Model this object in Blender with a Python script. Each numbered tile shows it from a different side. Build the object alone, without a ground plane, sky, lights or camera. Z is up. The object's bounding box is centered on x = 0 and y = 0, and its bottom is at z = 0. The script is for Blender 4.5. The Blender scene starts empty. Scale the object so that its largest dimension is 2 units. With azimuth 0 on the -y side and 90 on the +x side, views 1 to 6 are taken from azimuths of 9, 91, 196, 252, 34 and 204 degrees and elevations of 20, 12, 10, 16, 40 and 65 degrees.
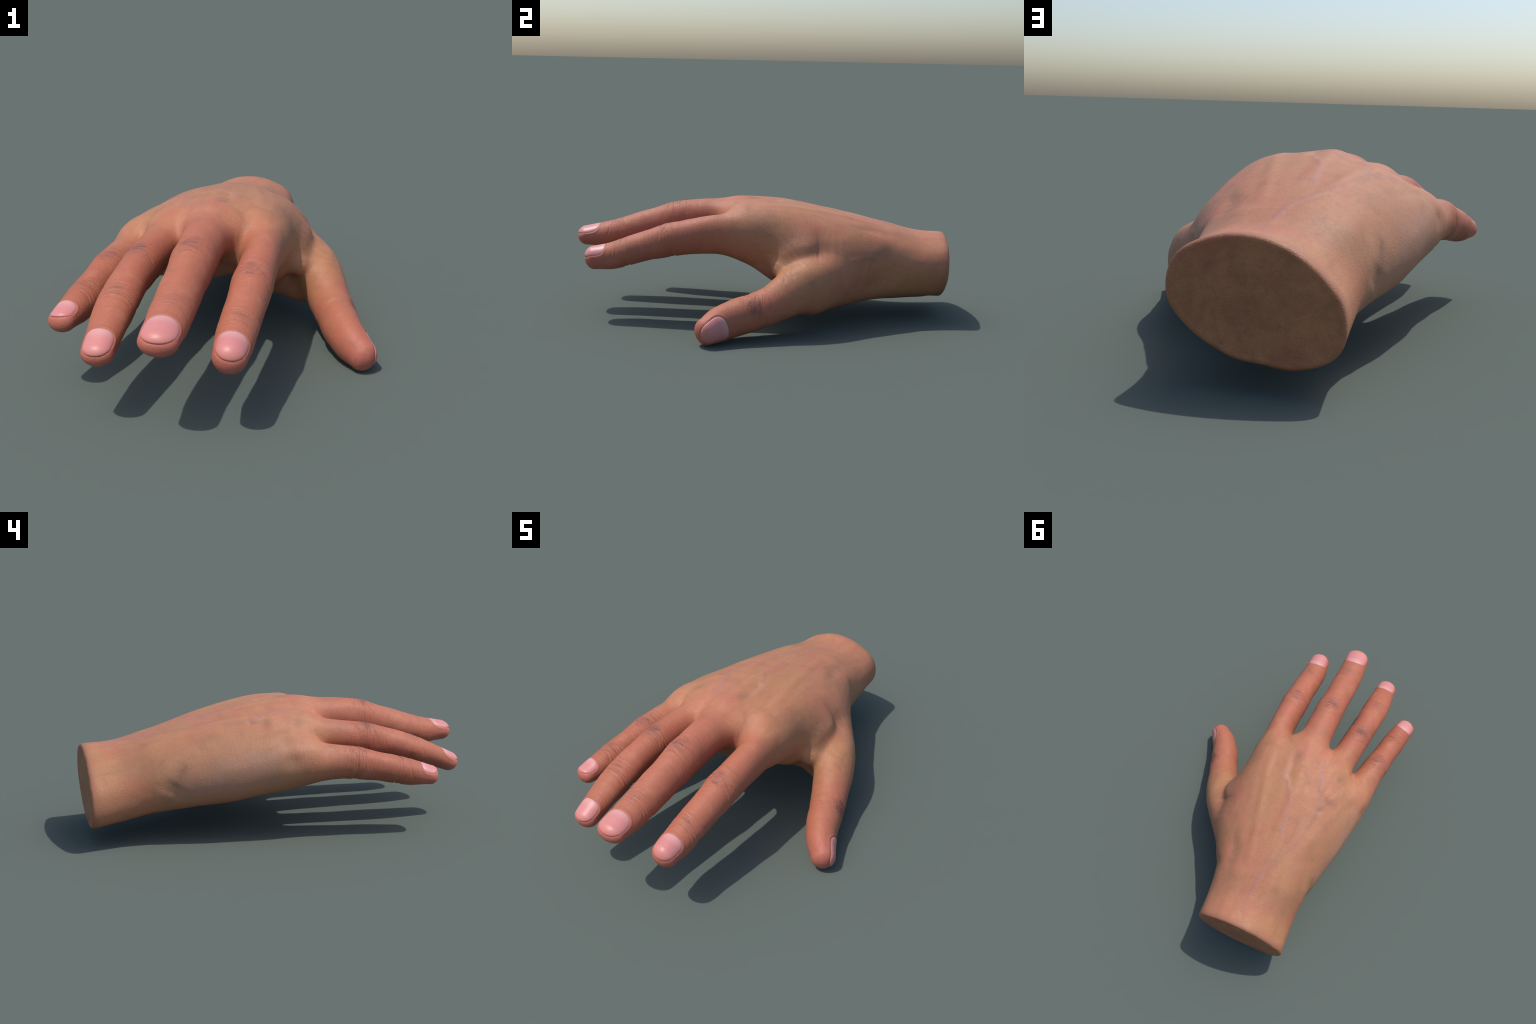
import bpy, math
import numpy as np
from mathutils import Vector, noise as mnoise

# ---------------------------------------------------------------- parameters
# Every digit is a tube: a spine of five joints, a half width and a half
# thickness at each joint, the direction its back (nail side) faces, and the
# length of its rounded end.  The palm is a loft of fourteen-sided sections.
DIGITS = {
    'index': dict(
        joints=[(0.0995, 0.2198, 0.4102), (0.1263, -0.1325, 0.4633), (0.1271, -0.47, 0.4241), (0.1174, -0.7468, 0.3384), (0.1193, -0.8594, 0.3194)],
        a=[0.0782, 0.0765, 0.0789, 0.073, 0.0627], b=[0.074, 0.1037, 0.0841, 0.0695, 0.061],
        dorsal=(0.09141854867147486, -0.00013302257088900656, 1.0007838225821122), cap=0.0502),
    'middle': dict(
        joints=[(-0.06, 0.2203, 0.4503), (-0.096, -0.1427, 0.5171), (-0.1043, -0.4219, 0.4984), (-0.1133, -0.7603, 0.413), (-0.1101, -0.9437, 0.3938)],
        a=[0.0799, 0.0945, 0.0851, 0.0799, 0.0737], b=[0.0698, 0.0894, 0.0962, 0.0763, 0.052],
        dorsal=(-0.0070435960246895205, 1.1820080230003412e-05, 0.9999499456107536), cap=0.0504),
    'ring': dict(
        joints=[(-0.2, 0.25, 0.4196), (-0.2763, -0.0534, 0.4625), (-0.3288, -0.3895, 0.4402), (-0.3508, -0.6415, 0.3789), (-0.3518, -0.8691, 0.2882)],
        a=[0.0795, 0.088, 0.0735, 0.077, 0.0609], b=[0.0778, 0.0908, 0.0794, 0.0646, 0.0484],
        dorsal=(-0.060612899811422906, 0.0010819401469225646, 0.9993545513257995), cap=0.0452),
    'pinky': dict(
        joints=[(-0.3115, 0.301, 0.3589), (-0.4281, 0.0266, 0.3734), (-0.4875, -0.2496, 0.3693), (-0.5365, -0.5098, 0.3186), (-0.5654, -0.648, 0.293)],
        a=[0.0757, 0.0981, 0.0747, 0.0668, 0.0569], b=[0.0789, 0.1067, 0.0789, 0.0661, 0.0447],
        dorsal=(-0.19812047242544834, -0.0003469061502049079, 1.0003714823858032), cap=0.0404),
    'thumb': dict(
        joints=[(0.0941, 0.5738, 0.2766), (0.3019, 0.2634, 0.2457), (0.4014, 0.0593, 0.1559), (0.4923, -0.145, 0.0991), (0.5635, -0.2366, 0.0662)],
        a=[0.1034, 0.1231, 0.0942, 0.0907, 0.0676], b=[0.0636, 0.1029, 0.0901, 0.0777, 0.0585],
        dorsal=(0.9994335380528885, -0.29168155462938916, -0.2140124833958087), cap=0.0502),
    'web': dict(
        joints=[(0.0565, 0.3779, 0.2047), (0.0762, 0.2662, 0.2028), (0.0877, 0.172, 0.247), (0.1024, 0.0741, 0.3066), (0.0809, -0.0403, 0.3702)],
        a=[0.0861, 0.0964, 0.0828, 0.0737, 0.065], b=[0.0877, 0.0933, 0.0861, 0.0805, 0.0621],
        dorsal=(0.9999999935000184, 2.5273336613892857e-05, 7.666002406814556e-05), cap=0.0500),
    'muscle': dict(
        joints=[(0.0874, 0.5529, 0.3505), (0.1719, 0.408, 0.3721), (0.1652, 0.2901, 0.3797), (0.1948, 0.2116, 0.3805), (0.2272, 0.1265, 0.32)],
        a=[0.0559, 0.0645, 0.086, 0.0869, 0.0502], b=[0.0543, 0.0709, 0.0852, 0.0885, 0.0508],
        dorsal=(1.0002969916714064, 2.9558650209908965e-06, 0.9997028000319219), cap=0.0601),
    'thenar': dict(
        joints=[(-0.0445, 0.8506, 0.2102), (0.0088, 0.6776, 0.1925), (0.0757, 0.4965, 0.1828), (0.1749, 0.3562, 0.1862), (0.2624, 0.2604, 0.176)],
        a=[0.0969, 0.1, 0.098, 0.1006, 0.1072], b=[0.0698, 0.0731, 0.0841, 0.094, 0.096],
        dorsal=(0.29995656883395183, 0.00036205516961538035, -1.0000128557183356), cap=0.0800),
}
BLEND = {'index': 0.04, 'middle': 0.04, 'ring': 0.04, 'pinky': 0.04, 'thumb': 0.065, 'web': 0.06, 'thenar': 0.08, 'muscle': 0.1}
FINGER_BLEND = 0.1
PALM_Y = [1, 0.85, 0.7, 0.5, 0.3, 0.1, -0.08, -0.25]
PALM_X = [-0.1394, -0.1301, -0.1189, -0.111, -0.1221, -0.1321, -0.1472, -0.1488]
PALM_Z = [0.2669, 0.2757, 0.3008, 0.3379, 0.3781, 0.4185, 0.4414, 0.4313]
PALM_R = [
    [0.2503, 0.2543, 0.2163, 0.1927, 0.1845, 0.1907, 0.217, 0.2643, 0.2809, 0.2305, 0.18, 0.1714, 0.176, 0.2048],
    [0.2511, 0.2448, 0.2109, 0.1848, 0.1843, 0.2048, 0.2385, 0.2694, 0.2711, 0.217, 0.182, 0.1754, 0.1849, 0.2177],
    [0.2566, 0.2594, 0.219, 0.1933, 0.1952, 0.2255, 0.2719, 0.2878, 0.2758, 0.2226, 0.196, 0.1972, 0.2009, 0.2249],
    [0.2908, 0.2959, 0.2375, 0.2042, 0.2036, 0.2381, 0.2956, 0.336, 0.3174, 0.2405, 0.1995, 0.1923, 0.2025, 0.2345],
    [0.3238, 0.3303, 0.2534, 0.2123, 0.2047, 0.2304, 0.2946, 0.3712, 0.3578, 0.2486, 0.1932, 0.1787, 0.1916, 0.2366],
    [0.3396, 0.3368, 0.2457, 0.2028, 0.1957, 0.2077, 0.2624, 0.3681, 0.3585, 0.2347, 0.1769, 0.161, 0.1738, 0.2243],
    [0.3216, 0.3071, 0.2183, 0.1723, 0.1624, 0.1704, 0.2192, 0.3391, 0.3107, 0.2039, 0.1591, 0.148, 0.1604, 0.2046],
    [0.3126, 0.2651, 0.1703, 0.1357, 0.1236, 0.1309, 0.1752, 0.3071, 0.2595, 0.1673, 0.1387, 0.1332, 0.1431, 0.1842]]
PALM_END_X = [-0.6, -0.42, -0.22, 0.02, 0.2, 0.4]
PALM_END_Y = [-0.0135, -0.0598, -0.1645, -0.1847, -0.0908, 0]


# ---------------------------------------------------------------- implicit body
def catmull(P, u):
    P = np.asarray(P, float); n = len(P)
    Q = np.vstack([2*P[0]-P[1], P, 2*P[-1]-P[-2]])
    i = np.clip(np.floor(u).astype(int), 0, n-2); t = (u-i)[:, None]
    a, b, c, d = Q[i], Q[i+1], Q[i+2], Q[i+3]
    return .5*(2*b+(c-a)*t+(2*a-5*b+4*c-d)*t**2+(3*b-a-3*c+d)*t**3)

def smin(a, b, k):
    h = np.clip(.5+.5*(b-a)/k, 0, 1)
    return b+(a-b)*h-k*h*(1-h)

def smoothstep(e0, e1, x):
    t = np.clip((x-e0)/(e1-e0), 0, 1)
    return t*t*(3-2*t)

class Tube:
    def __init__(s, joints, a, b, dorsal, cap, n=20):
        u = np.linspace(0, len(joints)-1, n)
        s.C = catmull(joints, u)
        w = lambda r: catmull(np.array(r)[:, None], u)[:, 0]
        s.a = np.maximum(w(a), .004); s.b = np.maximum(w(b), .004)
        T = np.gradient(s.C, axis=0); T /= np.linalg.norm(T, axis=1)[:, None]
        dorsal = np.asarray(dorsal, float)
        D = dorsal-(T@dorsal)[:, None]*T; D /= np.linalg.norm(D, axis=1)[:, None]
        s.T, s.D, s.S, s.cap = T, D, np.cross(T, D), cap
        s.rmax = max(s.a.max(), s.b.max())
        s.lo, s.hi = s.C.min(0)-s.rmax-.12, s.C.max(0)+s.rmax+.12
        seg = np.linalg.norm(np.diff(s.C, axis=0), axis=1)
        s.arc = np.concatenate([[0], np.cumsum(seg)])      # arc length at the samples
        s.joint_arc = np.interp(np.arange(len(joints)), u, s.arc)
        s.length = s.arc[-1]

    def local(s, P):
        A = s.C[:-1]; d = np.diff(s.C, axis=0); l2 = (d*d).sum(1)
        Pd = P@d.T
        t = np.clip((Pd-(A*d).sum(1))/l2, 0, 1)
        q2 = ((A*A).sum(1)+2*t*(A*d).sum(1)+t*t*l2)-2*(P@A.T+t*Pd)
        j = q2.argmin(1); tt = t[np.arange(len(P)), j]
        L = lambda X: X[j]+(X[j+1]-X[j])*(tt if X.ndim == 1 else tt[:, None])
        q = P-L(s.C)
        return (q*L(s.S)).sum(1), (q*L(s.D)).sum(1), (q*L(s.T)).sum(1), L(s.a), L(s.b), L(s.arc)

    def f(s, P):
        u, v, w, a, b, arc = s.local(P)
        c = np.where(arc < 1e-6, np.minimum(a, b), s.cap)
        k0 = np.sqrt((u/a)**2+(v/b)**2+(w/c)**2)
        k1 = np.sqrt((u/a**2)**2+(v/b**2)**2+(w/c**2)**2)
        return np.where(k0 > 1e-3, k0*(k0-1)/np.maximum(k1, 1e-6), -np.minimum(a, b))

    def surf(s, P):
        """(length along the digit, wrapping over the tip; angle round it, 0 = back)"""
        u, v, w, a, b, arc = s.local(P)
        wrap = np.arctan2(np.maximum(w, 0), np.hypot(u, v)+1e-9)
        return arc+np.where(arc > s.length-1e-6, wrap*s.cap, 0), np.arctan2(u/a, v/b), v

    def at(s, l):
        """spine point and frame at arc length l (array)"""
        g = lambda X: np.stack([np.interp(l, s.arc, X[:, k]) for k in range(3)], -1)
        return g(s.C), g(s.T), g(s.D), g(s.S), np.interp(l, s.arc, s.a), np.interp(l, s.arc, s.b)

TUBES = {n: Tube(**q) for n, q in DIGITS.items()}
CUT = 1.002

def palm_f(P):
    o = np.argsort(PALM_Y); Yo = np.array(PALM_Y)[o]
    u = np.interp(np.clip(P[:, 1], Yo[0], Yo[-1]), Yo, np.arange(len(Yo)))
    c = catmull(np.stack([PALM_X, PALM_Z], 1)[o], u)
    dx, dz = P[:, 0]-c[:, 0], P[:, 2]-c[:, 1]
    rho = np.hypot(dx, dz); th = np.arctan2(dz, dx) % (2*np.pi)
    R = np.array(PALM_R)[o]; na = R.shape[1]
    Rk = catmull(R, u)
    v = th/(2*np.pi)*na; i = np.floor(v).astype(int); t = v-i; r = np.arange(len(P))
    g = lambda k: Rk[r, (i+k) % na]
    a, b, cc, d = g(-1), g(0), g(1), g(2)
    rad = .5*(2*b+(cc-a)*t+(2*a-5*b+4*cc-d)*t**2+(3*b-a-3*cc+d)*t**3)
    dr = .5*((cc-a)+2*(2*a-5*b+4*cc-d)*t+3*(3*b-a-3*cc+d)*t*t)*na/(2*np.pi)
    f = (rho-rad)/np.sqrt(1+(dr/np.maximum(rho, .05))**2)
    e = np.interp(P[:, 0], PALM_END_X, PALM_END_Y)-P[:, 1]
    return -smin(-f, -e, .08)

def body_f(P):
    def tube_f(n):
        T = TUBES[n]; g = np.full(len(P), 1.)
        m = ((P > T.lo) & (P < T.hi)).all(1)
        if m.any():
            g[m] = T.f(P[m])
        return g
    fingers = tube_f('index')
    for n in ('middle', 'ring', 'pinky'):
        fingers = smin(fingers, tube_f(n), BLEND[n])
    f = smin(palm_f(P), tube_f('thenar'), BLEND['thenar'])
    f = smin(f, smin(tube_f('web'), tube_f('muscle'), BLEND['web']), BLEND['muscle'])
    f = smin(f, fingers, FINGER_BLEND)
    f = smin(f, tube_f('thumb'), BLEND['thumb'])
    # the cut through the wrist: a shallow dish inside a narrow lip
    m = P[:, 1] > .9
    if m.any():
        q = P[m]
        dish = CUT-.003*smoothstep(.014, .026, -f[m])
        f[m] = -smin(-f[m], -(q[:, 1]-dish), .018)
    return f

# ---------------------------------------------------------------- surface nets
def surface_nets(lo, hi, h):
    n = np.ceil((hi-lo)/h/4).astype(int)*4+1
    def pts(idx, step):
        return lo+idx*(h*step)
    def ev(P):
        out = np.empty(len(P), np.float32)
        for k in range(0, len(P), 120000):
            out[k:k+120000] = body_f(P[k:k+120000])
        return out
    # coarse to fine: only points near the surface are evaluated again
    step = 4
    nc = (n-1)//4+1
    idx = np.stack(np.meshgrid(*[np.arange(k) for k in nc], indexing='ij'), -1).reshape(-1, 3)
    F = ev(pts(idx, 4)).reshape(nc)
    while step > 1:
        step //= 2
        nf = (nc-1)*2+1
        G = np.empty(nf, np.float32)
        up = F
        for ax in range(3):
            m = list(up.shape); m[ax] = 2*m[ax]-1
            W = np.empty(m, np.float32)
            sl = [slice(None)]*3
            def at(a, b, c):
                q = list(sl); q[ax] = slice(a, b, c); return tuple(q)
            W[at(0, None, 2)] = up
            W[at(1, None, 2)] = .5*(up[at(0, -1, 1)]+up[at(1, None, 1)])
            up = W
        near = np.abs(up) < h*step*3.2+.004
        idx = np.argwhere(near)
        up[near] = ev(pts(idx, step))
        F, nc = up, nf
    S = F < 0
    c = [S[i:i+nc[0]-1, j:j+nc[1]-1, k:k+nc[2]-1] for i in (0, 1) for j in (0, 1) for k in (0, 1)]
    cnt = sum(x.astype(np.int8) for x in c)
    act = (cnt > 0) & (cnt < 8)
    cell = np.argwhere(act)
    vid = np.full(act.shape, -1, np.int64); vid[act] = np.arange(len(cell))
    acc = np.zeros((len(cell), 3)); num = np.zeros(len(cell))
    cor = np.array([(i, j, k) for i in (0, 1) for j in (0, 1) for k in (0, 1)])
    val = [F[tuple((cell+q).T)] for q in cor]
    for a in range(8):
        for b in range(a+1, 8):
            if np.abs(cor[a]-cor[b]).sum() == 1:
                m = (val[a] < 0) != (val[b] < 0)
                t = val[a][m]/(val[a][m]-val[b][m])
                acc[m] += cor[a]+t[:, None]*(cor[b]-cor[a]); num[m] += 1
    V = lo+(cell+acc/num[:, None])*h
    faces = []
    for ax in range(3):
        a1, a2 = (ax+1) % 3, (ax+2) % 3
        sl0 = [slice(None)]*3; sl1 = [slice(None)]*3
        sl0[ax] = slice(0, -1); sl1[ax] = slice(1, None)
        e = np.argwhere(S[tuple(sl0)] != S[tuple(sl1)])
        e = e[(e[:, a1] > 0) & (e[:, a2] > 0) & (e[:, a1] < nc[a1]-1) & (e[:, a2] < nc[a2]-1)]
        u1 = np.zeros(3, int); u1[a1] = 1; u2 = np.zeros(3, int); u2[a2] = 1
        q = [vid[tuple((e-d).T)] for d in (u1+u2, u2, 0*u1, u1)]
        Q = np.stack(q, 1)
        flip = ~S[tuple(e.T)]
        Q[flip] = Q[flip][:, ::-1]
        faces.append(Q)
    return V, np.vstack(faces)

def gradient(P, e=.002):
    G = np.empty_like(P)
    for k in range(3):
        d = np.zeros(3); d[k] = e
        G[:, k] = body_f(P+d)-body_f(P-d)
    return G/np.maximum(np.linalg.norm(G, axis=1), 1e-9)[:, None]

def chunked(fn, P, n=150000):
    return np.concatenate([fn(P[k:k+n]) for k in range(0, len(P), n)])

def vertex_normals(V, Q):
    fn = np.cross(V[Q[:, 2]]-V[Q[:, 0]], V[Q[:, 3]]-V[Q[:, 1]])
    VN = np.stack([sum(np.bincount(Q[:, a], fn[:, k], len(V)) for a in range(4)) for k in range(3)], 1)
    return VN/np.maximum(np.linalg.norm(VN, axis=1), 1e-12)[:, None]

STEP = .0048
lo = np.array([-.66, -1.03, -.03]); hi = np.array([.70, 1.03, .70])
V, Q = surface_nets(lo, hi, STEP)
# settle the vertices on the surface, evening out the net
for it in range(3):
    num = sum(np.bincount(Q[:, a], minlength=len(V)) for a in range(4))*2
    acc = np.stack([sum(np.bincount(Q[:, a], V[Q[:, (a+1) % 4], k]+V[Q[:, (a+3) % 4], k], len(V)) for a in range(4)) for k in range(3)], 1)
    V = .5*V+.5*acc/num[:, None]
    N = vertex_normals(V, Q)
    V = V-np.clip(chunked(body_f, V), -.004, .004)[:, None]*N
N = vertex_normals(V, Q)
P0 = V.copy()

# ---------------------------------------------------------------- relief
NAILS = {
    #        behind / beyond the spine's end (m), half angle, twist, lift
    'index':  dict(back=.075, front=.062, half=1.12, twist=-.05, lift=.0016),
    'middle': dict(back=.078, front=.058, half=1.10, twist=-.05, lift=.0016),
    'ring':   dict(back=.075, front=.044, half=1.08, twist=-.05, lift=.0016),
    'pinky':  dict(back=.062, front=.028, half=1.05, twist=-.05, lift=.0016),
    'thumb':  dict(back=.095, front=.055, half=1.0, twist=0., lift=.0016),
}
PART_START = {}
for n, T in TUBES.items():
    PART_START[n] = T.joint_arc[1]+.10 if n != 'thumb' else T.joint_arc[1]+.07

def nail_point(T, q, R, TH):
    """disc coordinates -> (length, angle); squarish at the sides, rounder at the root"""
    cx, sy = np.cos(TH), np.sin(TH)
    p = 2.5
    k = (np.abs(cx)**p+np.abs(sy)**p)**(-1/p)
    x, y = R*k*cx, R*k*sy
    mid, half = (q['front']-q['back'])/2, (q['front']+q['back'])/2
    return T.length+mid+half*x, q['twist']+q['half']*y*(1-.06*x)

def nail_coord(T, q, P):
    """inverse: how far out in the nail's disc a point lies, and the position along it"""
    u, v, w, a, b, arc = T.local(P)
    tip = arc > T.length-1e-6
    w = np.where(tip, np.maximum(w, 0), 0)/T.cap
    l = arc+np.arctan2(w, np.maximum(v/b, 1e-6))*T.cap
    phi = np.arctan2(u/a, np.where(tip, np.sign(v+1e-9*(v == 0))*np.hypot(v/b, w), v/b))
    mid, half = (q['front']-q['back'])/2, (q['front']+q['back'])/2
    x = (l-T.length-mid)/half
    y = (phi-q['twist'])/(q['half']*(1-.06*np.clip(x, -1, 1)))
    return (np.abs(x)**2.5+np.abs(y)**2.5)**(1/2.5), x, y

disp = np.zeros(len(P0))
for n, q in NAILS.items():
    T = TUBES[n]
    m = np.where(((P0 > T.lo) & (P0 < T.hi)).all(1))[0]
    m = m[T.f(P0[m]) < .01]
    r, x, y = nail_coord(T, q, P0[m])
    # nail bed sinks below the plate, the fold round it swells a little
    bed = -.005*(1-smoothstep(.86, 1.0, r))
    fold = .0018*np.exp(-((r-1.08)/.08)**2)*smoothstep(.5, -.2, x)
    groove = -.0022*np.exp(-((r-1.03)/.05)**2)*smoothstep(.3, .8, x)
    disp[m] += bed+fold+groove

# even out the blends before the fine relief goes on
def relax(V, Q, rounds=4):
    num = sum(np.bincount(Q[:, a], minlength=len(V)) for a in range(4))*2
    for it in range(rounds):
        for w in (.5, -.52):
            acc = np.stack([sum(np.bincount(Q[:, a], V[Q[:, (a+1) % 4], k]+V[Q[:, (a+3) % 4], k], len(V)) for a in range(4)) for k in range(3)], 1)
            V = V+w*(acc/num[:, None]-V)
    return V
P1 = relax(P0, Q, 6)
rim = smoothstep(.965, .985, P0[:, 1])[:, None]
num = sum(np.bincount(Q[:, a], minlength=len(P0)) for a in range(4))[:, None]*2
for it in range(5):           # take the net's steps out of the lip round the cut
    acc = np.stack([sum(np.bincount(Q[:, a], P1[Q[:, (a+1) % 4], k]+P1[Q[:, (a+3) % 4], k], len(P0)) for a in range(4)) for k in range(3)], 1)
    P1 = P1+.5*rim*(acc/num-P1)

def line_distance(P, pts):
    """distance to a polyline and position along it, 0 to 1"""
    pts = np.array(pts, float); best = np.full(len(P), 9.); pos = np.zeros(len(P))
    seg = np.linalg.norm(np.diff(pts, axis=0), axis=1); cum = np.concatenate([[0], np.cumsum(seg)])/seg.sum()
    for i in range(len(pts)-1):
        d = pts[i+1]-pts[i]
        t = np.clip(((P-pts[i])@d)/(d@d), 0, 1)
        r = np.linalg.norm(P-pts[i]-t[:, None]*d, axis=1)
        m = r < best
        best[m] = r[m]; pos[m] = (cum[i]+t*(cum[i+1]-cum[i]))[m]
    return best, pos

def ridge(pts, width, height, fade=.2):
    r, t = line_distance(P0, pts)
    ends = smoothstep(0, fade, t)*smoothstep(1, 1-fade, t)
    disp[:] += height*np.exp(-(r/width)**2)*ends

def bump(c, width, height):
    r2 = ((P0-np.array(c))**2).sum(1)
    disp[:] += height*np.exp(-r2/width**2)

KNUCKLES = [(.088, -.085, .605), (-.108, -.12, .628), (-.30, -.08, .578), (-.472, .012, .496)]
for c in KNUCKLES[:3]:
    bump(c, .045, .0045)
# extensor tendons fanning over the back
ridge([(.088, -.10, .607), (.066, .113, .606), (.014, .328, .574), (-.023, .509, .532), (-.052, .703, .485)], .024, .0045)
ridge([(-.112, -.14, .628), (-.13, .097, .617), (-.131, .298, .58), (-.124, .511, .534)], .024, .0045)
ridge([(-.295, -.10, .582), (-.269, .116, .586), (-.247, .301, .562), (-.206, .504, .532)], .022, .004)
ridge([(-.465, .0, .50), (-.40, .17, .53), (-.34, .35, .52), (-.28, .55, .49)], .024, .0025)
# hollows between the knuckles
ridge([(-.045, -.10, .60), (-.06, .02, .62), (-.07, .13, .61)], .026, -.008)
ridge([(-.215, -.08, .59), (-.20, .04, .60), (-.195, .15, .59)], .026, -.004)
ridge([(-.385, -.04, .54), (-.345, .06, .55), (-.32, .18, .55)], .022, -.002)
ridge([(-.40, -.03, .535), (-.36, .06, .55), (-.33, .16, .56)], .06, .010, .3)
bump((-.515, -.12, .44), .05, -.006)
bump((-.462, .085, .50), .04, -.006)
bump((.268, .25, .425), .05, .009)
ridge([(-.27, .06, .24), (-.22, .25, .2), (-.2, .42, .15), (-.15, .62, .1)], .10, .009)
VEINS = [
    [(-.219, -.054, .60), (-.254, .047, .594), (-.292, .155, .575), (-.294, .226, .561), (-.272, .36, .546), (-.244, .459, .536), (-.191, .566, .52), (-.149, .665, .498), (-.137, .765, .475), (-.125, .88, .454)],
    [(-.376, .057, .544), (-.33, .141, .561), (-.298, .215, .562)],
    [(-.035, .078, .623), (-.087, .146, .614), (-.141, .238, .593), (-.15, .374, .563), (-.167, .479, .54)],
    [(.26, .457, .361), (.215, .54, .37), (.18, .62, .37)],
]
for v in VEINS:
    ridge(v, .013, .0018, .12)
# folds, dimples and hollows
ridge([(-.414, .55, .41), (-.424, .588, .35), (-.421, .611, .304), (-.405, .645, .23)], .012, -.004, .3)
ridge([(-.43, .60, .33), (-.41, .65, .25)], .06, -.004, .4)
bump((-.53, .06, .413), .036, -.006)
ridge([(.085, .49, .505), (.063, .58, .492), (.05, .67, .47)], .03, -.006, .4)
bump((.128, .682, .40), .05, -.004)
bump((.25, .17, .472), .045, -.003)
bump((-.366, .732, .40), .06, -.003)
bump((-.354, -.013, .56), .02, -.005)
bump((-.307, .207, .561), .018, -.004)
for pts in ([(.30, .16, .34), (.36, .17, .335), (.43, .19, .30)], [(.34, .12, .325), (.40, .14, .31), (.45, .13, .27)]):
    ridge(pts, .008, -.0035, .3)
for k in range(3):
    ridge([(.20, .03-.02*k, .40-.02*k), (.25, .075-.015*k, .365-.02*k), (.285, .12-.01*k, .34-.02*k)], .008, -.004, .35)

# creases across the finger joints, fanning like those of loose skin
def hashed(*k):
    return (math.sin(sum(a*b for a, b in zip(k, (12.9898, 78.233, 37.719))))*43758.5453) % 1
BACK_JOINTS = {
    'index': [(.128, -.478, .506), (.128, -.724, .417)], 'middle': [(-.113, -.475, .584), (-.113, -.776, .485)],
    'ring': [(-.345, -.393, .517), (-.352, -.646, .443)], 'pinky': [(-.506, -.285, .44), (-.534, -.504, .387)],
    'thumb': [(.507, .0, .187)],
}
for d, (n, joints) in enumerate(BACK_JOINTS.items()):
    T = TUBES[n]
    m = np.where(((P0 > T.lo) & (P0 < T.hi)).all(1))[0]
    m = m[(T.f(P0[m]) < .012)]
    l, phi, v = T.surf(P0[m])
    wob = np.array([mnoise.noise(Vector(p)*28.) for p in P0[m]])
    wob2 = np.array([mnoise.noise(Vector(p)*11.+Vector((5, 5, 5))) for p in P0[m]])
    for j, c in enumerate(joints):
        lj = T.surf(np.array([c]))[0][0]
        offs = np.array([-.075, -.058, -.043, -.030, -.018, -.007, .006, .017, .030, .044, .060, .078, .098]) if j == 0 and n != 'thumb' else np.array([-.030, -.017, -.005, .008, .020, .036])
        back = smoothstep(-.1, .55, np.cos(phi))
        swell = (.006 if n != 'thumb' else .002)*np.exp(-((l-lj)/.05)**2)-.0022*np.exp(-((l-lj-.12)/.05)**2) if j == 0 else .0022*np.exp(-((l-lj)/.04)**2)
        disp[m] += swell*(.55+.45*back)       # the joint itself, with a waist beyond it
        for i, o in enumerate(offs):
            r1, r2 = hashed(d, j, i), hashed(i, d+3, j+1)
            curve = (.010 if o > 0 else -.006)*phi**2*min(1, abs(o)/.03)
            g = np.exp(-((l-lj-o-curve-.004*wob)/(.0042+.0016*r1))**2)
            depth = (.0018+.0030*r2)*math.exp(-(o/.055)**2)+.0006
            side = smoothstep(-.1, .5, np.cos(phi-.35*(r1-.5)))
            disp[m] -= depth*g*side*(.75+.5*wob2)
        # the fold on the palm side of the same joint
        front = smoothstep(.0, .5, -np.cos(phi))
        for o, a in ((-.006, .005), (.012, .0035)):
            disp[m] -= a*np.exp(-((l-lj-o-.004*wob)/.007)**2)*front
        disp[m] += .003*np.exp(-((l-lj-.07)/.04)**2)*front
# creases of the palm, out of sight from above
ridge([(.17, .02, .33), (.05, .10, .25), (-.05, .28, .21), (-.05, .5, .15)], .012, -.008)
ridge([(.13, -.05, .34), (-.05, .02, .29), (-.25, .16, .24), (-.42, .2, .25)], .012, -.007)
ridge([(-.02, -.1, .36), (-.15, -.02, .31), (-.35, .03, .28), (-.48, .08, .3)], .012, -.007)
# gentle unevenness of the flesh
lump = np.array([mnoise.noise(Vector(p)*7.)+.5*mnoise.noise(Vector(p)*16.) for p in P0])
disp += .0016*lump
disp *= 1-smoothstep(.975, .99, P0[:, 1])
P0 = P1

V = P0+disp[:, None]*N
V[:, 2] -= V[:, 2].min()

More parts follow.
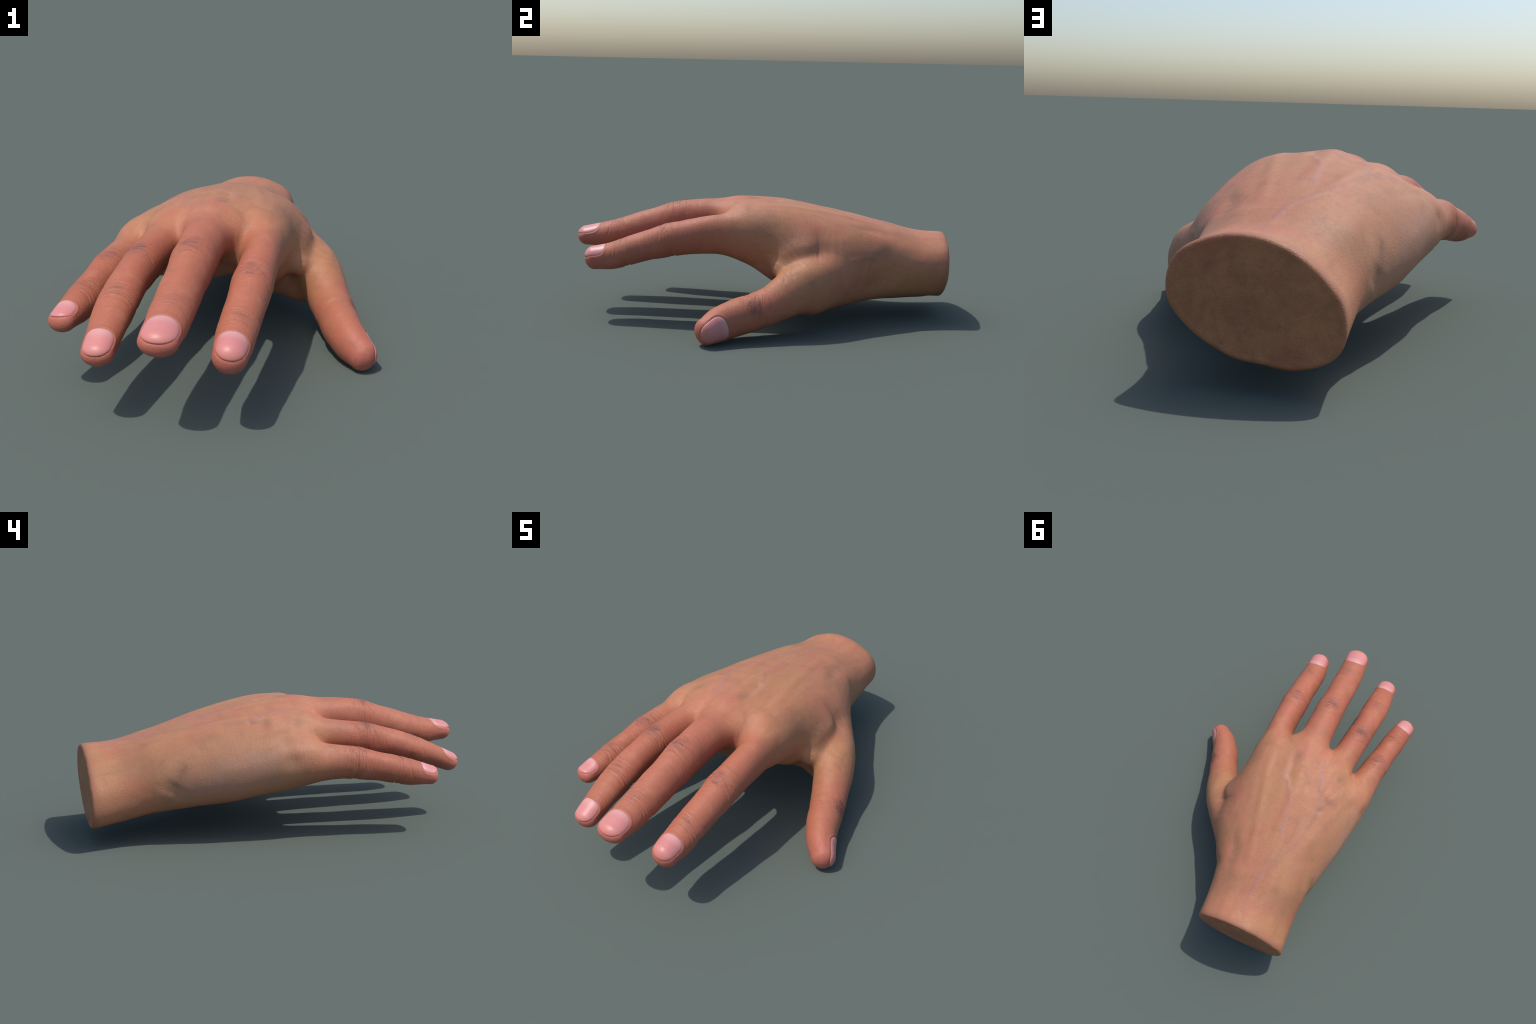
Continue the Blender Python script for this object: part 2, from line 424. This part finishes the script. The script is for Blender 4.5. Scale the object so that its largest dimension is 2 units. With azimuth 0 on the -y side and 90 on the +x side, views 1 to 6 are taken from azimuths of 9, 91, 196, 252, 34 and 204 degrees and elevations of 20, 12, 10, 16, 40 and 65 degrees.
# ---------------------------------------------------------------- materials
class Nodes:
    """small helper: arithmetic on sockets builds shader nodes"""
    def __init__(s, name):
        s.mat = bpy.data.materials.new(name); s.mat.use_nodes = True
        s.t = s.mat.node_tree; s.t.nodes.clear()
        s.out = s.t.nodes.new('ShaderNodeOutputMaterial')
        s.P = s.t.nodes.new('ShaderNodeTexCoord').outputs['Object']
    def put(s, sock, v):
        if isinstance(v, bpy.types.NodeSocket):
            s.t.links.new(v, sock)
        elif v is not None:
            sock.default_value = v if not (isinstance(v, tuple) and len(v) == 3 and sock.type == 'RGBA') else (*v, 1)
    def math(s, op, a, b=None, c=None, clamp=False):
        n = s.t.nodes.new('ShaderNodeMath'); n.operation = op; n.use_clamp = clamp
        for k, v in enumerate((a, b, c)):
            if v is not None: s.put(n.inputs[k], v)
        return n.outputs[0]
    def vec(s, op, a, b=None, scale=None, out=0):
        n = s.t.nodes.new('ShaderNodeVectorMath'); n.operation = op
        s.put(n.inputs[0], a)
        if b is not None: s.put(n.inputs[1], b)
        if scale is not None: s.put(n.inputs['Scale'], scale)
        return n.outputs['Value'] if op in ('DISTANCE', 'DOT_PRODUCT', 'LENGTH') else n.outputs[0]
    def ramp(s, x, e0, e1, lo=0., hi=1.):
        n = s.t.nodes.new('ShaderNodeMapRange'); n.interpolation_type = 'SMOOTHSTEP'
        s.put(n.inputs[0], x)
        for k, v in enumerate((e0, e1, lo, hi)): n.inputs[k+1].default_value = v
        return n.outputs[0]
    def mix(s, f, a, b, mode='MIX'):
        n = s.t.nodes.new('ShaderNodeMix'); n.data_type = 'RGBA'; n.blend_type = mode; n.clamp_factor = True
        s.put(n.inputs['Factor'], f); s.put(n.inputs['A'], a); s.put(n.inputs['B'], b)
        return n.outputs['Result']
    def noise(s, scale, detail=4, rough=.55, stretch=None, distort=0., offset=(0, 0, 0)):
        n = s.t.nodes.new('ShaderNodeTexNoise')
        m = s.t.nodes.new('ShaderNodeMapping'); s.put(m.inputs['Vector'], s.P)
        m.inputs['Location'].default_value = offset
        if stretch: m.inputs['Scale'].default_value = stretch
        s.put(n.inputs['Vector'], m.outputs[0])
        n.inputs['Scale'].default_value = scale; n.inputs['Detail'].default_value = detail
        n.inputs['Roughness'].default_value = rough; n.inputs['Distortion'].default_value = distort
        return n.outputs['Fac']
    def cells(s, scale, feature='F1'):
        n = s.t.nodes.new('ShaderNodeTexVoronoi'); n.feature = feature
        s.put(n.inputs['Vector'], s.P); n.inputs['Scale'].default_value = scale
        return n.outputs['Distance']
    def spot(s, c, r0, r1):
        """1 inside r0 of a point, 0 beyond r1"""
        return s.ramp(s.vec('DISTANCE', s.P, tuple(c)), r1, r0)
    def segment(s, a, b):
        a, b = Vector(a), Vector(b); d = b-a
        q = s.vec('SUBTRACT', s.P, tuple(a))
        t = s.math('DIVIDE', s.vec('DOT_PRODUCT', q, tuple(d)), d.length_squared, clamp=True)
        return s.vec('DISTANCE', q, s.vec('SCALE', tuple(d), scale=t))
    def least(s, xs):
        r = xs[0]
        for x in xs[1:]: r = s.math('MINIMUM', r, x)
        return r
    def most(s, xs):
        r = xs[0]
        for x in xs[1:]: r = s.math('MAXIMUM', r, x)
        return r
    def path(s, pts):
        return s.least([s.segment(a, b) for a, b in zip(pts[:-1], pts[1:])])
    def surface(s, color, rough, bump=None, height=.001, spec=.35, coat=0.):
        b = s.t.nodes.new('ShaderNodeBsdfPrincipled')
        s.put(b.inputs['Base Color'], color); s.put(b.inputs['Roughness'], rough)
        b.inputs['Specular IOR Level'].default_value = spec
        b.inputs['Coat Weight'].default_value = coat; b.inputs['Coat Roughness'].default_value = .15
        if bump is not None:
            n = s.t.nodes.new('ShaderNodeBump'); n.inputs['Distance'].default_value = height; n.inputs['Strength'].default_value = 1
            s.put(n.inputs['Height'], bump); s.put(b.inputs['Normal'], n.outputs[0])
        s.t.links.new(b.outputs[0], s.out.inputs['Surface'])
        return s.mat

TAN, TAN_ROSE = (.425, .192, .092), (.430, .172, .094)
FINGER, FINGER_TIP = (.415, .127, .074), (.470, .130, .096)
UMBER, DUSK, PALE = (.215, .105, .066), (.225, .088, .070), (.40, .245, .18)

def skin_material(name, cut=False):
    s = Nodes(name)
    sep = s.t.nodes.new('ShaderNodeSeparateXYZ'); s.put(sep.inputs[0], s.P)
    x, y, z = sep.outputs
    big = s.noise(3.2, 3, .5, distort=.4)
    mid = s.noise(10., 4, .6, distort=.6, offset=(3, 1, 7))
    small = s.noise(42., 5, .65)
    grain = s.noise(190., 3, .6)
    hair = s.noise(14., 4, .6, stretch=(9, 1.3, 5), distort=.5)            # streaks along the hand
    cross = s.noise(9., 4, .6, stretch=(1.2, 11, 2.5), distort=.35)        # streaks across the fingers
    col = s.mix(s.ramp(big, .38, .64), TAN, TAN_ROSE)
    # fingers redden towards their tips; the thumb along its own axis
    finger = s.ramp(s.math('ADD', y, s.math('MULTIPLY', mid, -.12)), -.06, -.42)
    q = s.vec('DOT_PRODUCT', s.vec('SUBTRACT', s.P, (.40, .10, .2)), (.40, -.82, -.40))
    thumb = s.math('MULTIPLY', s.ramp(s.math('ADD', q, s.math('MULTIPLY', mid, .1)), -.16, .20), s.ramp(x, .26, .36, 0., .8))
    red = s.most([finger, thumb])
    col = s.mix(s.math('MULTIPLY', red, .95), col, FINGER)
    tips = s.most([s.spot(c, .05, .16) for c in TIPS])
    col = s.mix(s.math('MULTIPLY', tips, .8), col, FINGER_TIP)
    # ring and little fingers tinted darker for the deep shading on them
    deep = s.most([s.ramp(s.path(p), .10, .05) for p in ([(-.30, -.18, .46), (-.33, -.40, .45), (-.35, -.80, .30)], [(-.46, -.12, .38), (-.49, -.26, .37), (-.55, -.55, .31)])])
    col = s.mix(s.math('MULTIPLY', deep, .50), col, (.31, .078, .038))
    flush = s.most([s.spot((.47, .06, .23), .01, .10), s.spot((-.10, -.08, .63), .01, .08), s.spot((.50, -.20, .12), .02, .13)])
    col = s.mix(s.math('MULTIPLY', flush, .38), col, (.46, .125, .085))
    # mottling
    col = s.mix(s.math('MULTIPLY', s.ramp(mid, .50, .72), .34), col, (.27, .125, .07))
    col = s.mix(s.math('MULTIPLY', s.ramp(mid, .46, .28), .26), col, (.52, .255, .14))
    col = s.mix(s.math('MULTIPLY', s.ramp(hair, .52, .74), .22), col, (.29, .135, .08))
    col = s.mix(s.math('MULTIPLY', s.ramp(hair, .46, .26), .18), col, (.50, .235, .145))
    # valley shading along the tendons, painted as broad light and dark streaks
    fan = s.noise(5.5, 4, .55, stretch=(3.2, .55, 1.5), distort=.7, offset=(1, 2, 0))
    back = s.math('SUBTRACT', 1., red)
    col = s.mix(s.math('MULTIPLY', s.math('MULTIPLY', s.ramp(fan, .50, .70), back), .42), col, (.31, .140, .078))
    col = s.mix(s.math('MULTIPLY', s.math('MULTIPLY', s.ramp(fan, .47, .28), back), .22), col, (.54, .25, .14))
    ruddy = s.noise(7., 3, .5, distort=.5, offset=(9, 4, 2))
    col = s.mix(s.math('MULTIPLY', s.ramp(ruddy, .53, .70), .34), col, (.44, .135, .085))
    band = s.ramp(s.math('ADD', y, s.math('MULTIPLY', small, .02)), .955, 1.0)
    col = s.mix(s.math('MULTIPLY', band, .55), col, (.30, .125, .08))
    olive = s.ramp(s.path([(-.43, .15, .49), (-.39, .45, .47), (-.33, .75, .41)]), .17, .03)
    col = s.mix(s.math('MULTIPLY', olive, s.ramp(big, .35, .65, .22, .5)), col, (.27, .128, .066))
    # paler, greyer skin along the outer edge, olive cast at the palm side
    edge = s.ramp(s.path([(-.47, .60, .30), (-.485, .40, .33), (-.515, .15, .385)]), .17, .0)
    col = s.mix(s.math('MULTIPLY', edge, s.ramp(mid, .3, .62, .2, .62)), col, PALE)
    palm = s.ramp(s.path([(-.05, .05, .22), (-.08, .3, .16), (-.1, .6, .1)]), .20, .08)
    col = s.mix(s.math('MULTIPLY', palm, .5), col, (.38, .20, .12))
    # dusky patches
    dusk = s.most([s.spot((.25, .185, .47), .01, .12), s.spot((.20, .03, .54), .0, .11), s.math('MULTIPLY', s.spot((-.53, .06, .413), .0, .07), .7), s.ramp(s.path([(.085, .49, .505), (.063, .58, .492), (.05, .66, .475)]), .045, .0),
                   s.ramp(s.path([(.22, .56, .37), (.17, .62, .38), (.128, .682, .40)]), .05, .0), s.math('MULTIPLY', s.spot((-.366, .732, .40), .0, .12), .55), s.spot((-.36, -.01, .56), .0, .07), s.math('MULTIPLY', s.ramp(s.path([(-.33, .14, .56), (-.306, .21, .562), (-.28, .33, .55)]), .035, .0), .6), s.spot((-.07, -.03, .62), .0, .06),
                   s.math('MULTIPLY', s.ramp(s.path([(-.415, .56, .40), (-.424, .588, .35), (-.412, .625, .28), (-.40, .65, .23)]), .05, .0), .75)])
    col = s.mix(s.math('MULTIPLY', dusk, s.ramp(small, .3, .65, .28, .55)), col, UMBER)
    # veins show lilac through the skin
    vein = s.ramp(s.math('ADD', s.least([s.path(p) for p in VEINS[:3]]), s.math('MULTIPLY', small, .012)), .024, .008)
    col = s.mix(s.math('MULTIPLY', vein, s.ramp(mid, .3, .65, .12, .5)), col, (.34, .175, .17))
    # dark creased skin over the joints
    joint = s.most([s.math('MULTIPLY', s.spot(c, .010, .066 if j == 0 else .05), 1. if j == 0 else .55) for js in BACK_JOINTS.values() for j, c in enumerate(js)])
    around = s.most([s.math('MULTIPLY', s.spot(c, .02, .11 if j == 0 else .08), 1. if j == 0 else .6) for js in BACK_JOINTS.values() for j, c in enumerate(js)])
    lines = s.ramp(cross, .50, .66)
    col = s.mix(s.math('MULTIPLY', joint, s.ramp(mid, .30, .62, .30, .66)), col, DUSK)
    col = s.mix(s.math('MULTIPLY', s.math('MULTIPLY', lines, s.math('ADD', s.math('MULTIPLY', around, .38), s.math('MULTIPLY', red, .16))), .9), col, (.23, .085, .060))
    # fine grain
    col = s.mix(s.math('MULTIPLY', s.ramp(small, .55, .75), .22), col, (.26, .115, .065))
    col = s.mix(s.math('MULTIPLY', s.ramp(grain, .40, .70), .16), col, (.24, .105, .065))
    if cut:
        col = s.mix(s.ramp(mid, .35, .65), (.430, .180, .080), (.350, .138, .062))
        col = s.mix(s.math('MULTIPLY', s.ramp(big, .52, .66), .45), col, (.40, .115, .062))
        col = s.mix(s.math('MULTIPLY', s.ramp(small, .45, .75), .3), col, (.12, .06, .04))
        col = s.mix(s.math('MULTIPLY', s.ramp(grain, .45, .7), .25), col, (.12, .06, .04))
    pores = s.cells(240.)
    h = s.math('ADD', s.math('MULTIPLY', grain, .5), s.math('MULTIPLY', pores, .9))
    h = s.math('ADD', h, s.math('MULTIPLY', s.math('MULTIPLY', lines, s.math('ADD', around, .15)), -2.2))
    h = s.math('ADD', h, s.math('MULTIPLY', small, .5))
    rough = s.ramp(small, .3, .7, .50, .62)
    return s.surface(col, rough, h, .00075, .34)

TIPS = [tuple(T.C[-1]+T.T[-1]*T.cap*.6-T.D[-1]*.01) for n, T in TUBES.items() if n in ('index', 'middle', 'ring', 'pinky', 'thumb')]
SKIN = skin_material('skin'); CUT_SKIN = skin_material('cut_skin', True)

def nail_material(digit):
    """pink plate, pale moon at the root, thin tan free edge"""
    s = Nodes('nail_'+digit); T = TUBES[digit]; q = NAILS[digit]
    ax = T.T[-1]-.35*T.D[-1]; ax /= np.linalg.norm(ax)
    root_p = T.at(np.array([T.length-q['back']]))
    base = root_p[0][0]+root_p[2][0]*root_p[5][0]
    t = s.vec('DOT_PRODUCT', s.vec('SUBTRACT', s.P, tuple(base)), tuple(ax))
    n = s.noise(30., 3)
    col = s.mix(s.ramp(s.math('ADD', t, s.math('MULTIPLY', n, .012)), .055, .01), (.575, .214, .200), (.59, .300, .292))
    col = s.mix(s.ramp(t, .07, .13), col, (.53, .185, .155))
    fine = s.noise(120., 2)
    col = s.mix(s.math('MULTIPLY', fine, .12), col, (.45, .2, .18))
    return s.surface(col, .43, None, spec=.42)
NAIL = {d: nail_material(d) for d in NAILS}

# ---------------------------------------------------------------- parts
face_c = P0[Q].mean(1)
part_of = np.zeros(len(Q), int)          # 0 palm
PARTS = ['palm', 'wrist', 'cut_surface', 'thumb', 'index_finger', 'middle_finger', 'ring_finger', 'little_finger']
part_of[face_c[:, 1] > .74] = 1
cut_mask = (face_c[:, 1] > .93) & (N[Q].mean(1)[:, 1] > .55)
part_of[cut_mask] = 2
best = np.full(len(Q), 1e9)
for k, (n, start) in enumerate((('thumb', .52), ('index', .46), ('middle', .46), ('ring', .46), ('pinky', .46))):
    T = TUBES[n]
    f = chunked(T.f, face_c)
    l, _, _ = T.surf(face_c)
    m = (l > PART_START[n]) & (f < .02) & (f < best) & (face_c[:, 1] < .4)
    part_of[m] = 3+k
    best[m] = f[m]

# vertex normals of the whole body
VN = vertex_normals(V, Q)

root = bpy.data.objects.new('human_hand', None)
root.empty_display_size = .1
bpy.context.scene.collection.objects.link(root)
root['label'] = 'human right hand cut at the wrist, resting on its thumb'
root['category'] = 'hand'

def make(name, verts, faces, mat, parent, normals=None):
    me = bpy.data.meshes.new(name)
    me.vertices.add(len(verts)); me.vertices.foreach_set('co', np.asarray(verts, np.float32).ravel())
    k = faces.shape[1]
    me.loops.add(faces.size); me.loops.foreach_set('vertex_index', faces.astype(np.int32).ravel())
    me.polygons.add(len(faces)); me.polygons.foreach_set('loop_start', np.arange(0, faces.size, k, dtype=np.int32))
    me.update(calc_edges=True); me.validate()
    me.polygons.foreach_set('use_smooth', np.ones(len(me.polygons), bool))
    if normals is not None:
        me.normals_split_custom_set_from_vertices(normals.astype(np.float32))
    me.materials.append(mat)
    ob = bpy.data.objects.new(name, me)
    bpy.context.scene.collection.objects.link(ob)
    ob.parent = parent
    return ob

objects = {}
for k, name in enumerate(PARTS):
    fs = Q[part_of == k]
    ids, inv = np.unique(fs, return_inverse=True)
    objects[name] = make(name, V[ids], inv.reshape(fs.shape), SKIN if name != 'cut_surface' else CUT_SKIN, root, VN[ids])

# ---------------------------------------------------------------- nails
drop = P0[:, 2].min()*0+ (P0+disp[:, None]*N)[:, 2].min()
def nail(digit, part):
    T = TUBES[digit]; q = NAILS[digit]
    rings, spokes = 22, 72
    rr = np.linspace(0, 1, rings+1)[1:]; th = np.arange(spokes)/spokes*2*np.pi
    R, TH = np.meshgrid(rr, th, indexing='ij')
    R, TH = np.append(0, R.ravel()), np.append(0, TH.ravel())
    l, phi = nail_point(T, q, R, TH)
    C, Tn, D, S, a, b = T.at(np.minimum(l, T.length))
    al = np.maximum(l-T.length, 0)/T.cap
    d = np.cos(phi)[:, None]*(np.cos(al)[:, None]*D*b[:, None]+np.sin(al)[:, None]*Tn*T.cap)+np.sin(phi)[:, None]*S*a[:, None]
    d /= np.linalg.norm(d, axis=1)[:, None]
    r = np.full(len(l), .01)
    for it in range(40):
        r = r-body_f(C+d*r[:, None])*.8
    P = C+d*r[:, None]
    n = gradient(P)
    dist = np.clip(np.cos(TH), 0, 1)*R          # towards the free edge
    h = q['lift']*(1-R**8)-.0022*R**14+.0030*np.clip(dist, 0, 1)**3
    top = P+n*h[:, None]
    low = P+n*(h-.006-.002*R)[:, None]
    top[:, 2] -= drop; low[:, 2] -= drop
    # cap ring -> quads, centre fan as quads of zero-free triangles
    def grid(off):
        F = []
        for i in range(rings-1):
            for j in range(spokes):
                j2 = (j+1) % spokes
                F.append((off+1+i*spokes+j, off+1+(i+1)*spokes+j, off+1+(i+1)*spokes+j2, off+1+i*spokes+j2))
        return F
    m = len(top); faces = grid(0); tris = []
    for j in range(spokes):
        tris.append((0, 1+j, 1+(j+1) % spokes))
    e = 1+(rings-1)*spokes
    low_edge = low[e:e+spokes]
    for j in range(spokes):
        j2 = (j+1) % spokes
        faces.append((e+j, m+j, m+j2, e+j2))
    verts = np.vstack([top, low_edge])
    me = bpy.data.meshes.new('fingernail')
    me.from_pydata(verts.tolist(), [], [tuple(f) for f in faces]+tris)
    me.validate(); me.update()
    me.polygons.foreach_set('use_smooth', np.ones(len(me.polygons), bool))
    me.materials.append(NAIL[digit])
    ob = bpy.data.objects.new('fingernail', me)
    bpy.context.scene.collection.objects.link(ob)
    ob.parent = objects[part]

for digit, part in (('thumb', 'thumb'), ('index', 'index_finger'), ('middle', 'middle_finger'), ('ring', 'ring_finger'), ('pinky', 'little_finger')):
    nail(digit, part)
